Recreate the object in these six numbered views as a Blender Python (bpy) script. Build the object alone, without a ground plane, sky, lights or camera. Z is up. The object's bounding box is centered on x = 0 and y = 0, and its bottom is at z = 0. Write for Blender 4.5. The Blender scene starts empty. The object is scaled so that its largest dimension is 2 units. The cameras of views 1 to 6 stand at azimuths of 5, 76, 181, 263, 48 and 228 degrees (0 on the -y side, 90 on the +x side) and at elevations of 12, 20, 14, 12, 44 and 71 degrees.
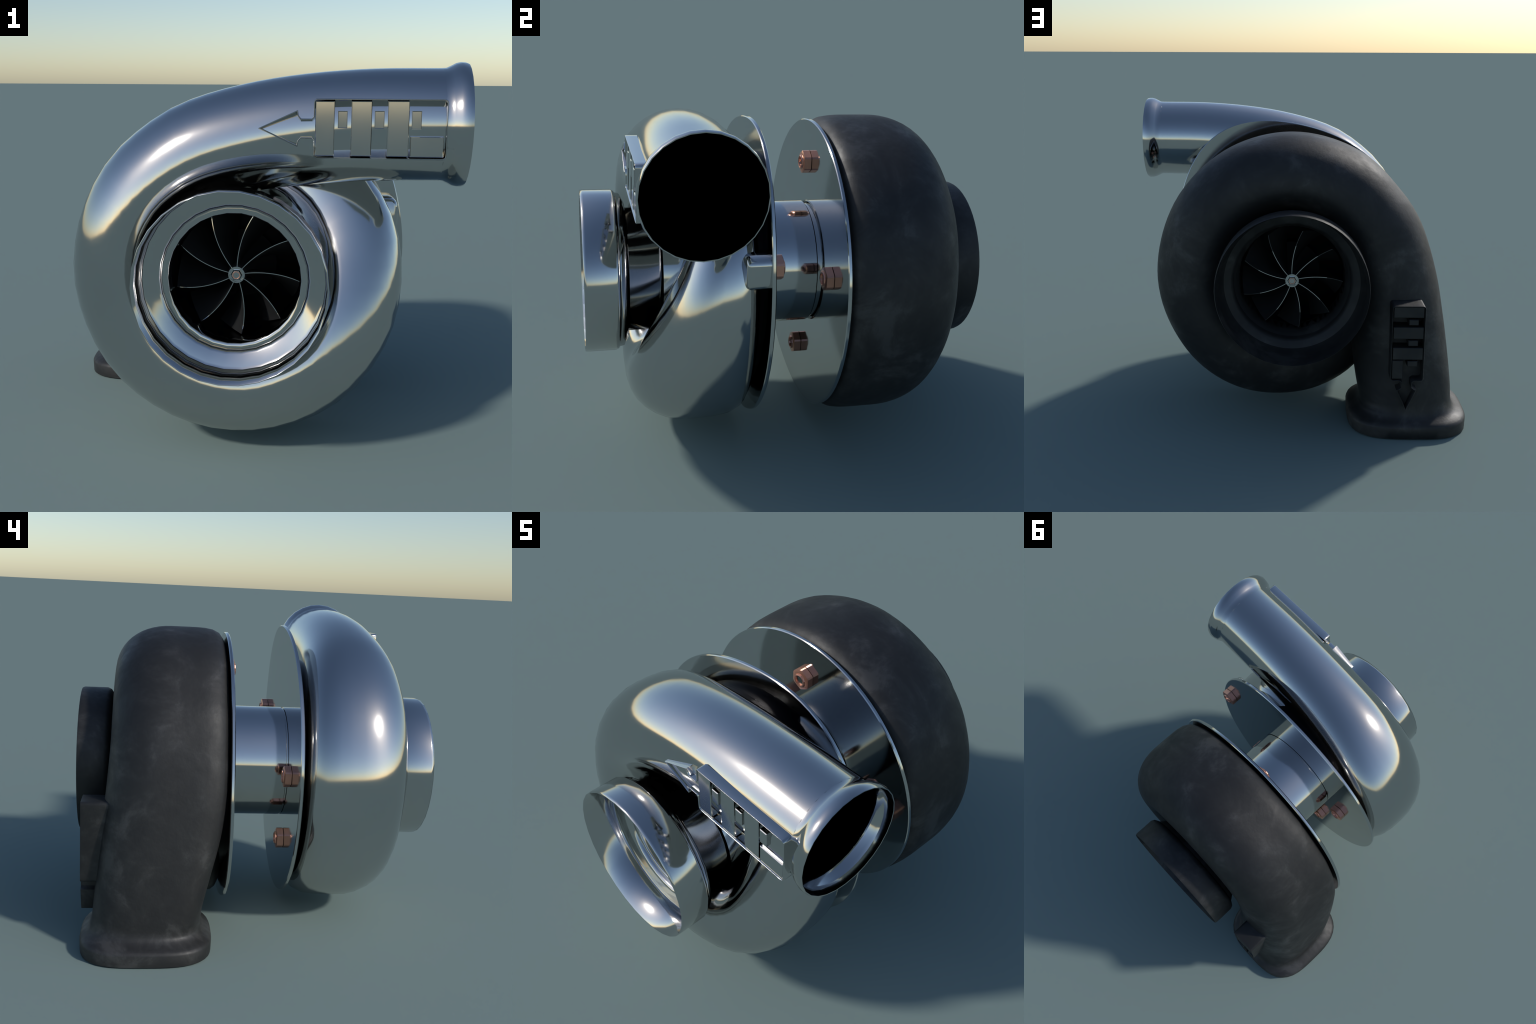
# Turbocharger: polished compressor scroll, steel bearing tube between two thin
# mirror discs, black cast turbine scroll standing on its inlet flange.
# Shaft axis is parallel to y.  Metres.
import bpy, math
import numpy as np
from math import sin, cos, pi, radians, copysign

AX, AZ = 0.012, 0.862            # shaft axis (x, z)

# ------------------------------------------------------------------ materials
def new_mat(name):
    m = bpy.data.materials.new(name)
    m.use_nodes = True
    nt = m.node_tree
    return m, nt, nt.nodes["Principled BSDF"]

def noise(nt, scale, detail=4.0, rough=0.55, distort=0.0):
    tc = nt.nodes.new("ShaderNodeTexCoord")
    n = nt.nodes.new("ShaderNodeTexNoise")
    n.inputs["Scale"].default_value = scale
    n.inputs["Detail"].default_value = detail
    n.inputs["Roughness"].default_value = rough
    n.inputs["Distortion"].default_value = distort
    nt.links.new(tc.outputs["Object"], n.inputs["Vector"])
    return n

def ramp(nt, src, stops):
    r = nt.nodes.new("ShaderNodeValToRGB")
    el = r.color_ramp.elements
    while len(el) < len(stops):
        el.new(0.5)
    for e, (pos, col) in zip(el, stops):
        e.position = pos
        e.color = col if len(col) == 4 else (*col, 1)
    nt.links.new(src, r.inputs["Fac"])
    return r

def metal(name, col, rough, var=0.02, scale=3.0):
    m, nt, b = new_mat(name)
    b.inputs["Metallic"].default_value = 1.0
    n = noise(nt, scale, 3.0)
    dark = tuple(c * 0.97 for c in col)
    r = ramp(nt, n.outputs["Fac"], [(0.35, dark), (0.65, col)])
    nt.links.new(r.outputs["Color"], b.inputs["Base Color"])
    mr = nt.nodes.new("ShaderNodeMapRange")
    mr.inputs["To Min"].default_value = rough - var
    mr.inputs["To Max"].default_value = rough + var
    nt.links.new(n.outputs["Fac"], mr.inputs["Value"])
    nt.links.new(mr.outputs["Result"], b.inputs["Roughness"])
    return m

CHROME = metal("polished_chrome", (0.57, 0.565, 0.555), 0.10)
STEEL = metal("polished_steel", (0.565, 0.565, 0.56), 0.085)
COPPER = metal("copper", (0.74, 0.37, 0.265), 0.24, 0.05, 9.0)
COPPER.node_tree.nodes["Principled BSDF"].inputs["Metallic"].default_value = 0.75
DARK = metal("dark_wheel_metal", (0.055, 0.057, 0.06), 0.42, 0.05)
DARK.node_tree.nodes["Principled BSDF"].inputs["Metallic"].default_value = 0.6
BORE = metal("near_black_bore", (0.006, 0.006, 0.007), 0.30, 0.05)

def cast_iron():
    m, nt, b = new_mat("black_cast_iron")
    big = noise(nt, 4.6, 8.0, 0.66, 0.35)
    r = ramp(nt, big.outputs["Fac"], [(0.38, (0.0105, 0.0105, 0.0112)),
                                      (0.50, (0.0150, 0.0148, 0.0148)),
                                      (0.57, (0.0225, 0.0220, 0.0218)),
                                      (0.66, (0.0460, 0.0450, 0.0440))])
    nt.links.new(r.outputs["Color"], b.inputs["Base Color"])
    b.inputs["Metallic"].default_value = 0.0
    mr = nt.nodes.new("ShaderNodeMapRange")
    mr.inputs["From Min"].default_value = 0.3
    mr.inputs["From Max"].default_value = 0.7
    mr.inputs["To Min"].default_value = 0.66
    mr.inputs["To Max"].default_value = 0.46
    nt.links.new(big.outputs["Fac"], mr.inputs["Value"])
    nt.links.new(mr.outputs["Result"], b.inputs["Roughness"])
    fine = noise(nt, 9.0, 6.0, 0.6)
    bp = nt.nodes.new("ShaderNodeBump")
    bp.inputs["Strength"].default_value = 0.15
    bp.inputs["Distance"].default_value = 0.02
    nt.links.new(fine.outputs["Fac"], bp.inputs["Height"])
    nt.links.new(bp.outputs["Normal"], b.inputs["Normal"])
    return m
IRON = cast_iron()

# ------------------------------------------------------------------ mesh helpers
ROOT = bpy.data.objects.new("turbocharger", None)
bpy.context.scene.collection.objects.link(ROOT)
ROOT["label"] = "polished chrome and black cast turbocharger with copper nuts"
ROOT["category"] = "turbocharger"

def make(name, verts, faces, mats, parent=None, angle=35.0, slots=None):
    me = bpy.data.meshes.new(name)
    me.from_pydata([tuple(map(float, v)) for v in verts], [], faces)
    for m in (mats if isinstance(mats, (list, tuple)) else [mats]):
        me.materials.append(m)
    if slots is not None:
        me.polygons.foreach_set("material_index", slots)
    me.polygons.foreach_set("use_smooth", [True] * len(me.polygons))
    me.validate()
    import bmesh
    bm = bmesh.new(); bm.from_mesh(me)
    bmesh.ops.recalc_face_normals(bm, faces=bm.faces)
    bm.to_mesh(me); bm.free()
    me.set_sharp_from_angle(angle=radians(angle))
    ob = bpy.data.objects.new(name, me)
    bpy.context.scene.collection.objects.link(ob)
    ob.parent = parent or ROOT
    return ob

def skin(rings, closed_loft=False, cap0=True, cap1=True):
    """Quads between successive closed rings of equal length."""
    n = len(rings[0]); v = [p for r in rings for p in r]; f = []
    k = len(rings)
    for i in range(k if closed_loft else k - 1):
        a, b = i * n, ((i + 1) % k) * n
        for j in range(n):
            j2 = (j + 1) % n
            f.append((a + j, a + j2, b + j2, b + j))
    if not closed_loft:
        if cap0: f.append(tuple(range(n)))
        if cap1: f.append(tuple((k - 1) * n + j for j in range(n)))
    return v, f

def revolve(profile, n, cx=AX, cz=AZ, closed=True, phase=0.0):
    """Profile of (radius, y) turned about the shaft direction."""
    rings = []
    for r, y in profile:
        rings.append([(cx + r * cos(phase + 2 * pi * j / n), y, cz + r * sin(phase + 2 * pi * j / n)) for j in range(n)])
    return skin(rings, closed_loft=closed)

def spline(ts, rows, t):
    """Catmull-Rom (centripetal in t) through rows of numbers."""
    ts = list(ts); rows = np.asarray(rows, float)
    i = max(0, min(len(ts) - 2, int(np.searchsorted(ts, t) - 1)))
    h = ts[i + 1] - ts[i]; u = (t - ts[i]) / h
    def slope(k):
        if k == 0: return (rows[1] - rows[0]) / (ts[1] - ts[0])
        if k == len(ts) - 1: return (rows[-1] - rows[-2]) / (ts[-1] - ts[-2])
        return (rows[k + 1] - rows[k - 1]) / (ts[k + 1] - ts[k - 1])
    m0, m1 = slope(i) * h, slope(i + 1) * h
    return ((2*u**3 - 3*u**2 + 1) * rows[i] + (u**3 - 2*u**2 + u) * m0
            + (-2*u**3 + 3*u**2) * rows[i + 1] + (u**3 - u**2) * m1)

def scroll_rings(stations, steps, seg, front_sign, core=0.0):
    """Sweep a super-elliptic section along a spiral of centres in the xz plane.
    station = (x, z, y back, y front, half radial, front exponent, back exponent,
    inner share of the half radial)."""
    pts = np.asarray(stations, float)
    ts = [0.0]
    for a, b in zip(pts[:-1], pts[1:]):
        ts.append(ts[-1] + math.hypot(b[0] - a[0], b[1] - a[1]))
    rings = []
    for k in range(steps + 1):
        t = ts[-1] * k / steps
        x, z, yb, yf, a, pf, pb, inner = spline(ts, pts, t)
        y, b = (yb + yf) / 2, abs(yf - yb) / 2
        e = 1e-3
        q0, q1 = spline(ts, pts, max(0, t - e)), spline(ts, pts, min(ts[-1], t + e))
        tx, tz = q1[0] - q0[0], q1[1] - q0[1]
        L = math.hypot(tx, tz); tx /= L; tz /= L
        nx, nz = -tz, tx
        if nx * (x - AX) + nz * (z - AZ) < 0: nx, nz = -nx, -nz
        ring = []
        for j in range(seg):
            w = 2 * pi * j / seg
            c, s = cos(w), sin(w)
            p = pf if s * front_sign > 0 else pb
            rr = (abs(c) ** p + abs(s) ** p) ** (-1 / p)
            h = a if c > 0 else a * inner
            px, pz = x + nx * h * c * rr, z + nz * h * c * rr
            d = math.hypot(px - AX, pz - AZ)
            if d < core:
                px, pz = AX + (px - AX) * core / d, AZ + (pz - AZ) * core / d
            ring.append((px, y + b * s * rr, pz))
        rings.append(ring)
    return rings

def polar(deg, r):
    return AX + r * cos(radians(deg)), AZ + r * sin(radians(deg))

def st(deg, r_out, a, yb, yf, pf, pb, inner=0.80):
    x, z = polar(deg, r_out - a)
    return (x, z, yb, yf, a, pf, pb, inner)

# ------------------------------------------------------------------ compressor housing
cold = [st(80, .580, .160, -.225, -.420, 2.0, 3.0, .7), st(58, .672, .220, -.212, -.460, 2.0, 3.2, .6), st(35, .715, .255, -.205, -.505, 2.05, 3.5, .5),
        st(8, .742, .275, -.205, -.605, 2.1, 3.8, .5), st(-22, .763, .278, -.205, -.722, 2.1, 4.0, .55), st(-50, .784, .265, -.205, -.785, 2.1, 4.0, .70),
        st(-80, .790, .254, -.205, -.796, 2.1, 4.0, .85), st(-110, .790, .250, -.205, -.794, 2.1, 4.0, .92), st(-140, .792, .250, -.205, -.790, 2.1, 4.0, .90),
        st(-170, .786, .250, -.205, -.793, 2.05, 3.8, .86), st(165, .780, .248, -.208, -.798, 2.05, 3.4, .82), st(142, .780, .247, -.216, -.800, 2.05, 3.0, .80),
        st(122, .781, .248, -.230, -.797, 2.05, 2.6, .82),
        (-.140, 1.385, -.250, -.792, .250, 2.05, 2.3, .86), (.090, 1.452, -.272, -.786, .249, 2.0, 2.1, .92), (.330, 1.494, -.286, -.783, .246, 2.0, 2.05, .98),
        (.600, 1.517, -.293, -.782, .244, 2.0, 2.0, 1), (.890, 1.521, -.295, -.781, .243, 2.0, 2.0, 1)]
v, f = skin(scroll_rings(cold, 58, 32, -1, core=.314), cap1=False)
make("compressor_housing", v, f, CHROME, angle=60)

def pipe_turn(profile, n, cy, cz, closed=True):
    rings = [[(x, cy + r * cos(2 * pi * j / n), cz + r * sin(2 * pi * j / n)) for j in range(n)] for r, x in profile]
    return skin(rings, closed_loft=closed)
v, f = pipe_turn([(.232, .880), (.2432, .886), (.2440, .905), (.252, .922), (.264, .945), (.2685, .965), (.2675, .985), (.264, .995),
                  (.260, .9945), (.259, .965), (.252, .945), (.238, .925), (.2345, .905)], 28, -.538, 1.521)
make("outlet_flare", v, f, CHROME, angle=50)
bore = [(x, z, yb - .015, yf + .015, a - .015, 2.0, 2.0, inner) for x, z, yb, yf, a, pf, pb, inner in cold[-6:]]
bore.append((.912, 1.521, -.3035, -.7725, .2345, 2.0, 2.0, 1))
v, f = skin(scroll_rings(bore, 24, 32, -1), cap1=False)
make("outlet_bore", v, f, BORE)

# inlet collar: thin cup on a narrow neck
collar = [(.4105, -1.000), (.4125, -.985), (.4125, -.850), (.405, -.834), (.385, -.824), (.335, -.810), (.318, -.795),
          (.315, -.640), (.292, -.600), (.287, -.740), (.2885, -.783), (.2935, -.790), (.312, -.788), (.352, -.786), (.390, -.806), (.400, -.845), (.4065, -1.000)]
v, f = revolve(collar, 30)
make("inlet_collar", v, f, CHROME, angle=180)
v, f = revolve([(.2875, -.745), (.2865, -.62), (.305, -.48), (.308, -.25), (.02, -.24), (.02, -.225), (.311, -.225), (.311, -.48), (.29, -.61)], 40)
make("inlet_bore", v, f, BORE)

# floor between the neck and the scroll
v, f = revolve([(.312, -.62), (.318, -.55), (.335, -.47), (.390, -.425), (.500, -.402), (.580, -.388), (.610, -.372), (.312, -.372)], 48)
make("compressor_web", v, f, CHROME, angle=60)

# thin discs: round, with one lobe that follows the scroll outlet
def lobed(name, mat, r0, lobe, at, prof, n=96, angle=25):
    """prof = list of (radius offset, y); radius r0 plus a smooth lobe around one angle."""
    def R(t):
        d = (t - radians(at) + pi) % (2 * pi) - pi
        return r0 + lobe * math.exp(-(d / radians(30)) ** 2)
    rings = []
    for dr, y in prof:
        ring = []
        for j in range(n):
            t = 2 * pi * j / n
            r = max(.01, R(t) + dr)
            ring.append((AX + r * cos(t), y, AZ + r * sin(t)))
        rings.append(ring)
    v, f = skin(rings)
    return make(name, v, f, mat, angle=angle)
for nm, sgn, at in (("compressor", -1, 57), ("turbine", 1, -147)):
    lobed(nm + "_disc", STEEL, .762, .104, at, [(-.004, sgn * .170), (0, sgn * .174), (0, sgn * .186), (-.004, sgn * .190)])
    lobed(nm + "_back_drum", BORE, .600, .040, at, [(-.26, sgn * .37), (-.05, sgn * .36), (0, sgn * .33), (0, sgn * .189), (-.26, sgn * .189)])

# bearing tube
v, f = revolve([(.02, -.171), (.318, -.171), (.318, -.166), (.3235, -.163), (.3235, .150), (.318, .156), (.308, .157), (.308, .171), (.02, .171)], 64, AX, .871)
make("bearing_tube", v, f, STEEL, angle=30)

# oil boss beside the outlet, carrying one nut
def box_round(cx, cz, w, h, y0, y1, rnd, n=5):
    pts = []
    for qx, qz, a0 in ((1, 1, 0), (-1, 1, 90), (-1, -1, 180), (1, -1, 270)):
        for k in range(n + 1):
            a = radians(a0 + 90 * k / n)
            pts.append((qx * (w / 2 - rnd) + rnd * cos(a), qz * (h / 2 - rnd) + rnd * sin(a)))
    rings = []
    for y, s in ((y1, 1), (y0 + .018, 1), (y0 + .006, .95), (y0, .85)):
        rings.append([(cx + px * s, y, cz + pz * s) for px, pz in pts])
    return skin(rings)
v, f = box_round(.672, 1.082, .135, .165, -.300, -.186, .045)
make("mounting_boss", v, f, CHROME, angle=50)

# ------------------------------------------------------------------ turbine housing
hot = [st(-155, .600, .150, .215, .390, 2.1, 4.5), st(-135, .680, .185, .205, .440, 2.1, 5.0), st(-115, .755, .216, .195, .525, 2.1, 5.5), st(-92, .785, .234, .192, .630, 2.1, 6.0),
       st(-65, .791, .242, .190, .738, 2.15, 6.0), st(-38, .788, .246, .190, .776, 2.15, 6.0), st(-5, .785, .250, .190, .790, 2.15, 6.0),
       st(30, .783, .252, .190, .799, 2.15, 6.0, .74), st(60, .783, .254, .190, .804, 2.1, 6.0, .66), st(90, .784, .254, .190, .806, 2.1, 6.0, .64),
       st(120, .783, .256, .190, .807, 2.1, 6.0, .66), st(146, .780, .258, .190, .809, 2.15, 6.0, .75),
       (-.494, 1.030, .192, .812, .262, 2.25, 6.0, .95), (-.564, .800, .199, .830, .264, 2.35, 6.0, 1), (-.602, .580, .230, .852, .265, 2.5, 5.5, 1.04),
       (-.630, .380, .280, .870, .265, 2.45, 5.5, 1.05), (-.647, .220, .317, .884, .264, 2.65, 4.6, 1.03), (-.650, .145, .322, .890, .264, 2.8, 3.6, 1)]
hot_rings = scroll_rings(hot, 120, 56, 1, core=.322)
v, f = skin(hot_rings[:-1], cap1=False)
make("turbine_housing", v, f, IRON, angle=60)

outlet = [(.411, .999), (.4155, .988), (.4155, .855), (.406, .835), (.385, .822), (.340, .808), (.325, .790),
          (.323, .640), (.296, .600), (.298, .690), (.302, .715), (.318, .745), (.346, .778), (.374, .816), (.394, .864), (.404, .915), (.4080, .990)]
v, f = revolve(outlet, 64)
make("turbine_outlet_collar", v, f, IRON, angle=45)
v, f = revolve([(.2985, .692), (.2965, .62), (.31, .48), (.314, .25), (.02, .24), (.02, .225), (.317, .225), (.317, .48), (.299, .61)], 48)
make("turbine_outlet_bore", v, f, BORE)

def foot_ring(z, grow, n=56):
    """Pipe section widened by grow, drifting to the flange centre."""
    t = min(1, grow / .07)
    cx, cy, p = -.650 - .006 * t, .607 - .003 * t, 3.05 + .15 * t
    a, b = .264 + grow * 1.07, .285 + grow * .83
    out = []
    for j in range(n):
        w = 2 * pi * j / n
        c, s = cos(w), sin(w)
        rr = (abs(c) ** p + abs(s) ** p) ** (-1 / p)
        out.append((cx - a * c * rr, cy + b * s * rr, z))
    return out
tuck = lambda ring, k: [(-.65 + (x + .65) * k, .607 + (y - .607) * k, z) for x, y, z in ring]
profile = [(.130, .0025), (.118, .008), (.107, .017), (.097, .031), (.088, .047), (.081, .059), (.073, .067), (.062, .072), (.004, .070), (.000, .061)]
v, f = skin([tuck(hot_rings[-3], .997), tuck(hot_rings[-2], .9992), hot_rings[-1]] + [foot_ring(z, g) for z, g in profile])
make("mounting_flange", v, f, IRON, angle=60)

# ------------------------------------------------------------------ copper nuts
def nut_mesh():
    R, H = .059, .040
    hexa = lambda r, y: [(r * cos(radians(30 + 60 * j + s)), y, r * sin(radians(30 + 60 * j + s))) for j in range(6) for s in (-5, 5)]
    circ = lambda r, y: [(r * cos(radians(60 * j + 30 + s)), y, r * sin(radians(60 * j + 30 + s))) for j in range(6) for s in (-15, 15)]
    rings = [hexa(R * .99, 0.0), hexa(R, .001), hexa(R, .012), hexa(R, H - .004), circ(R * .84, H), circ(.037, H), circ(.035, H + .006), circ(.032, H + .008), circ(.027, H + .006), circ(.025, H - .002)]
    return skin(rings)
v, f = nut_mesh()
first = make("nut", v, f, [COPPER, STEEL], angle=28, slots=[0] * (len(f) - 1) + [1])
# hexagon with corners up and down
spots = [(.405, -.1685, .500, 1), (-.430, -.1685, .872, 1), (-.265, -.1685, .470, 1), (.680, -.1685, 1.098, 1),
         (.003, .1685, 1.412, -1), (.500, .1685, .955, -1), (.008, .1685, .380, -1)]
for i, (x, y, z, s) in enumerate(spots):
    o = first if i == 0 else first.copy()
    if i: bpy.context.scene.collection.objects.link(o); o.parent = ROOT
    o.location = (x, y, z)
    o.rotation_euler = (0, 0, 0 if s > 0 else pi)

# ------------------------------------------------------------------ bladed wheels
def wheel(name, y0, sgn, r_tip, phase):
    hub_v, hub_f = revolve([(.001, y0 + sgn * .004), (.036, y0), (.040, y0 + sgn * .010), (.046, y0 + sgn * .10), (.075, y0 + sgn * .19), (.16, y0 + sgn * .27), (.001, y0 + sgn * .29)], 36)
    hub = make(name, hub_v, hub_f, DARK)
    v, f = [], []
    NU, NV, T = 14, 12, .0016
    def pt(u, w, side):
        r = .036 + (r_tip - .036) * u
        depth = .015 * u * u + w * (.235 - .05 * u)
        rr = r + (.02 * w * w) * (1 - u) + .0 * u
        turn = sgn * (radians(-14) * u ** 1.2) * 1 + sgn * radians(-25) * w ** 1.1
        ang = turn + side * T / max(rr, .05)
        return (rr * cos(ang), sgn * depth, rr * sin(ang))
    grid = {}
    for side in (-1, 1):
        for i in range(NU + 1):
            for j in range(NV + 1):
                grid[side, i, j] = len(v); v.append(pt(i / NU, j / NV, side))
    slots = []
    for side in (-1, 1):
        for i in range(NU):
            for j in range(NV):
                f.append((grid[side, i, j], grid[side, i + 1, j], grid[side, i + 1, j + 1], grid[side, i, j + 1])); slots.append(0)
    for i in range(NU):
        f.append((grid[-1, i, 0], grid[-1, i + 1, 0], grid[1, i + 1, 0], grid[1, i, 0])); slots.append(1 if sgn > 0 or i < NU * .6 else 0)
        f.append((grid[-1, i, NV], grid[-1, i + 1, NV], grid[1, i + 1, NV], grid[1, i, NV])); slots.append(0)
    for j in range(NV):
        for i in (0, NU):
            f.append((grid[-1, i, j], grid[-1, i, j + 1], grid[1, i, j + 1], grid[1, i, j])); slots.append(0)
    base = make("blade", v, f, [DARK, STEEL], parent=hub, angle=40, slots=slots)
    for k in range(9):
        o = base if k == 0 else base.copy()
        if k: bpy.context.scene.collection.objects.link(o); o.parent = hub
        o.location = (AX, y0 + sgn * .004, AZ)
        o.rotation_euler = (0, -radians(phase + 40 * k), 0)
    # shaft end: washer, hexagon and a copper ring
    v, f = revolve([(.001, y0 - sgn * .003), (.030, y0 - sgn * .003), (.031, y0 - sgn * .008), (.037, y0 - sgn * .008), (.038, y0 - sgn * .002), (.036, y0 + sgn * .004), (.001, y0 + sgn * .004)], 40)
    make("shaft_washer", v, f, STEEL, parent=hub, angle=30)
    v, f = revolve([(.001, y0 - sgn * .002), (.026, y0 - sgn * .002), (.026, y0 - sgn * .012), (.022, y0 - sgn * .016), (.001, y0 - sgn * .016)], 6)
    make("shaft_nut", v, f, STEEL, parent=hub, angle=20)
    v, f = revolve([(.013, y0 - sgn * .015), (.0145, y0 - sgn * .0185), (.017, y0 - sgn * .0185), (.018, y0 - sgn * .015)], 28)
    make("shaft_end_ring", v, f, COPPER, parent=hub)
    return hub
wheel("compressor_wheel", -.690, 1, .280, 88)
wheel("turbine_wheel", .750, -1, .283, 88)

# ------------------------------------------------------------------ raised flow-direction marks
def arc(cx, cy, r, a0, a1, n=4):
    return [(cx + r * cos(radians(a0 + (a1 - a0) * k / n)), cy + r * sin(radians(a0 + (a1 - a0) * k / n))) for k in range(n + 1)]

def mark_outline(L, H, A, left):
    """Frame 0..L by 0..H with rounded corners and an arrow of length A at one end."""
    r, m = .016, H / 2
    neck, head = H * .165, H * .305          # half heights of arrow neck and head
    g = A * .27                              # neck length
    p = arc(L - r, r, r, -90, 0) + arc(L - r, H - r, r, 0, 90) + arc(r, H - r, r, 90, 180)
    p += [(0, m + neck + .010), (-.008, m + neck), (-g + .010, m + neck), (-g, m + neck + .012), (-g - .004, m + head)]
    p += [(-A, m)]
    p += [(-g - .004, m - head), (-g, m - neck - .012), (-g + .010, m - neck), (-.008, m - neck), (0, m - neck - .010)]
    p += arc(r, r, r, 180, 270)
    q = []                                   # short steps, so the walls can follow the round pipe
    for a, b in zip(p, p[1:] + p[:1]):
        n = max(1, int(math.dist(a, b) / .022))
        q += [(a[0] + (b[0] - a[0]) * k / n, a[1] + (b[1] - a[1]) * k / n) for k in range(n)]
    return q if left else [(L - x, y) for x, y in reversed(q)]

def inset(poly, d):
    out = []; n = len(poly)
    for i in range(n):
        a, b, c = np.array(poly[i - 1]), np.array(poly[i]), np.array(poly[(i + 1) % n])
        e1, e2 = b - a, c - b
        e1 = e1 / np.linalg.norm(e1); e2 = e2 / np.linalg.norm(e2)
        n1, n2 = np.array((-e1[1], e1[0])), np.array((-e2[1], e2[0]))
        k = n1 + n2
        out.append(tuple(b + k * min(d * 2.2 / max(np.linalg.norm(k), .1), d * 2 / max(k @ k, .05))))
    return out

def mark(prefix, place, L, H, A, left, skin_depth, bars, mat, lean=0.0):
    """place(x, y, d) puts a point d above the face plane; skin_depth(y) is how deep the pipe lies."""
    outer = mark_outline(L, H, A, left)
    inner, mid, mid2 = inset(outer, .0048), inset(outer, .0016), inset(outer, .0032)
    foot = lambda loop, more=0.0: [place(x, y, -skin_depth(y) - (more if 0 <= x <= L else more + .012)) for x, y in loop]
    rings = [foot(outer, .004), [place(x, y, -.0022) for x, y in outer], [place(x, y, 0) for x, y in mid],
             [place(x, y, 0) for x, y in mid2], [place(x, y, -.0022) for x, y in inner], foot(inner, .004)]
    v, f = skin(rings, closed_loft=True)
    make(prefix + "_frame", v, f, mat, angle=40)
    for i, (x0, x1, z0, z1, drop) in enumerate(bars):
        c, n = .003, 8
        rows = [z0 + (z1 - z0) * k / n for k in range(n + 1)]
        loop = lambda e: [(x0 + e, min(max(y, z0 + e), z1 - e)) for y in rows] + [(x1 - e, min(max(y, z0 + e), z1 - e)) for y in reversed(rows)]
        v, f = skin([foot(loop(0)), [place(x, y, -drop - c - lean * (y - z0)) for x, y in loop(0)], [place(x, y, -drop - lean * (y - z0)) for x, y in loop(c)]], cap0=False)
        f += [(k, k + 1, 2 * n - k, 2 * n + 1 - k) for k in range(n)]
        make(prefix + "_bar", v, f, mat, angle=30)

cold_bars = [(.007, .086, .012, .235, .003), (.155, .239, .012, .236, .003), (.304, .391, .012, .237, .003),
             (.100, .139, .126, .196, .003), (.250, .290, .126, .197, .003), (.401, .441, .124, .198, .003), (.398, .534, .010, .093, .005)]
pipe_skin = lambda y: .798 - .538 - math.sqrt(max(.001, .244 ** 2 - (1.389 + y - 1.517) ** 2)) + .002
mark("compressor_mark", lambda x, y, d: (.343 + x, -.798 - d, 1.389 + y), .547, .246, .230, True, pipe_skin, cold_bars, CHROME, lean=.013)
k = .782
hot_bars = [(x0 * k, x1 * k, z0 * .735, z1 * .735, d + .002) for x0, x1, z0, z1, d in cold_bars]
mark("turbine_mark", lambda x, y, d: (-.527 - y, .950 + d, .776 - x), .428, .181, .176, False, lambda y: .18, hot_bars, IRON)
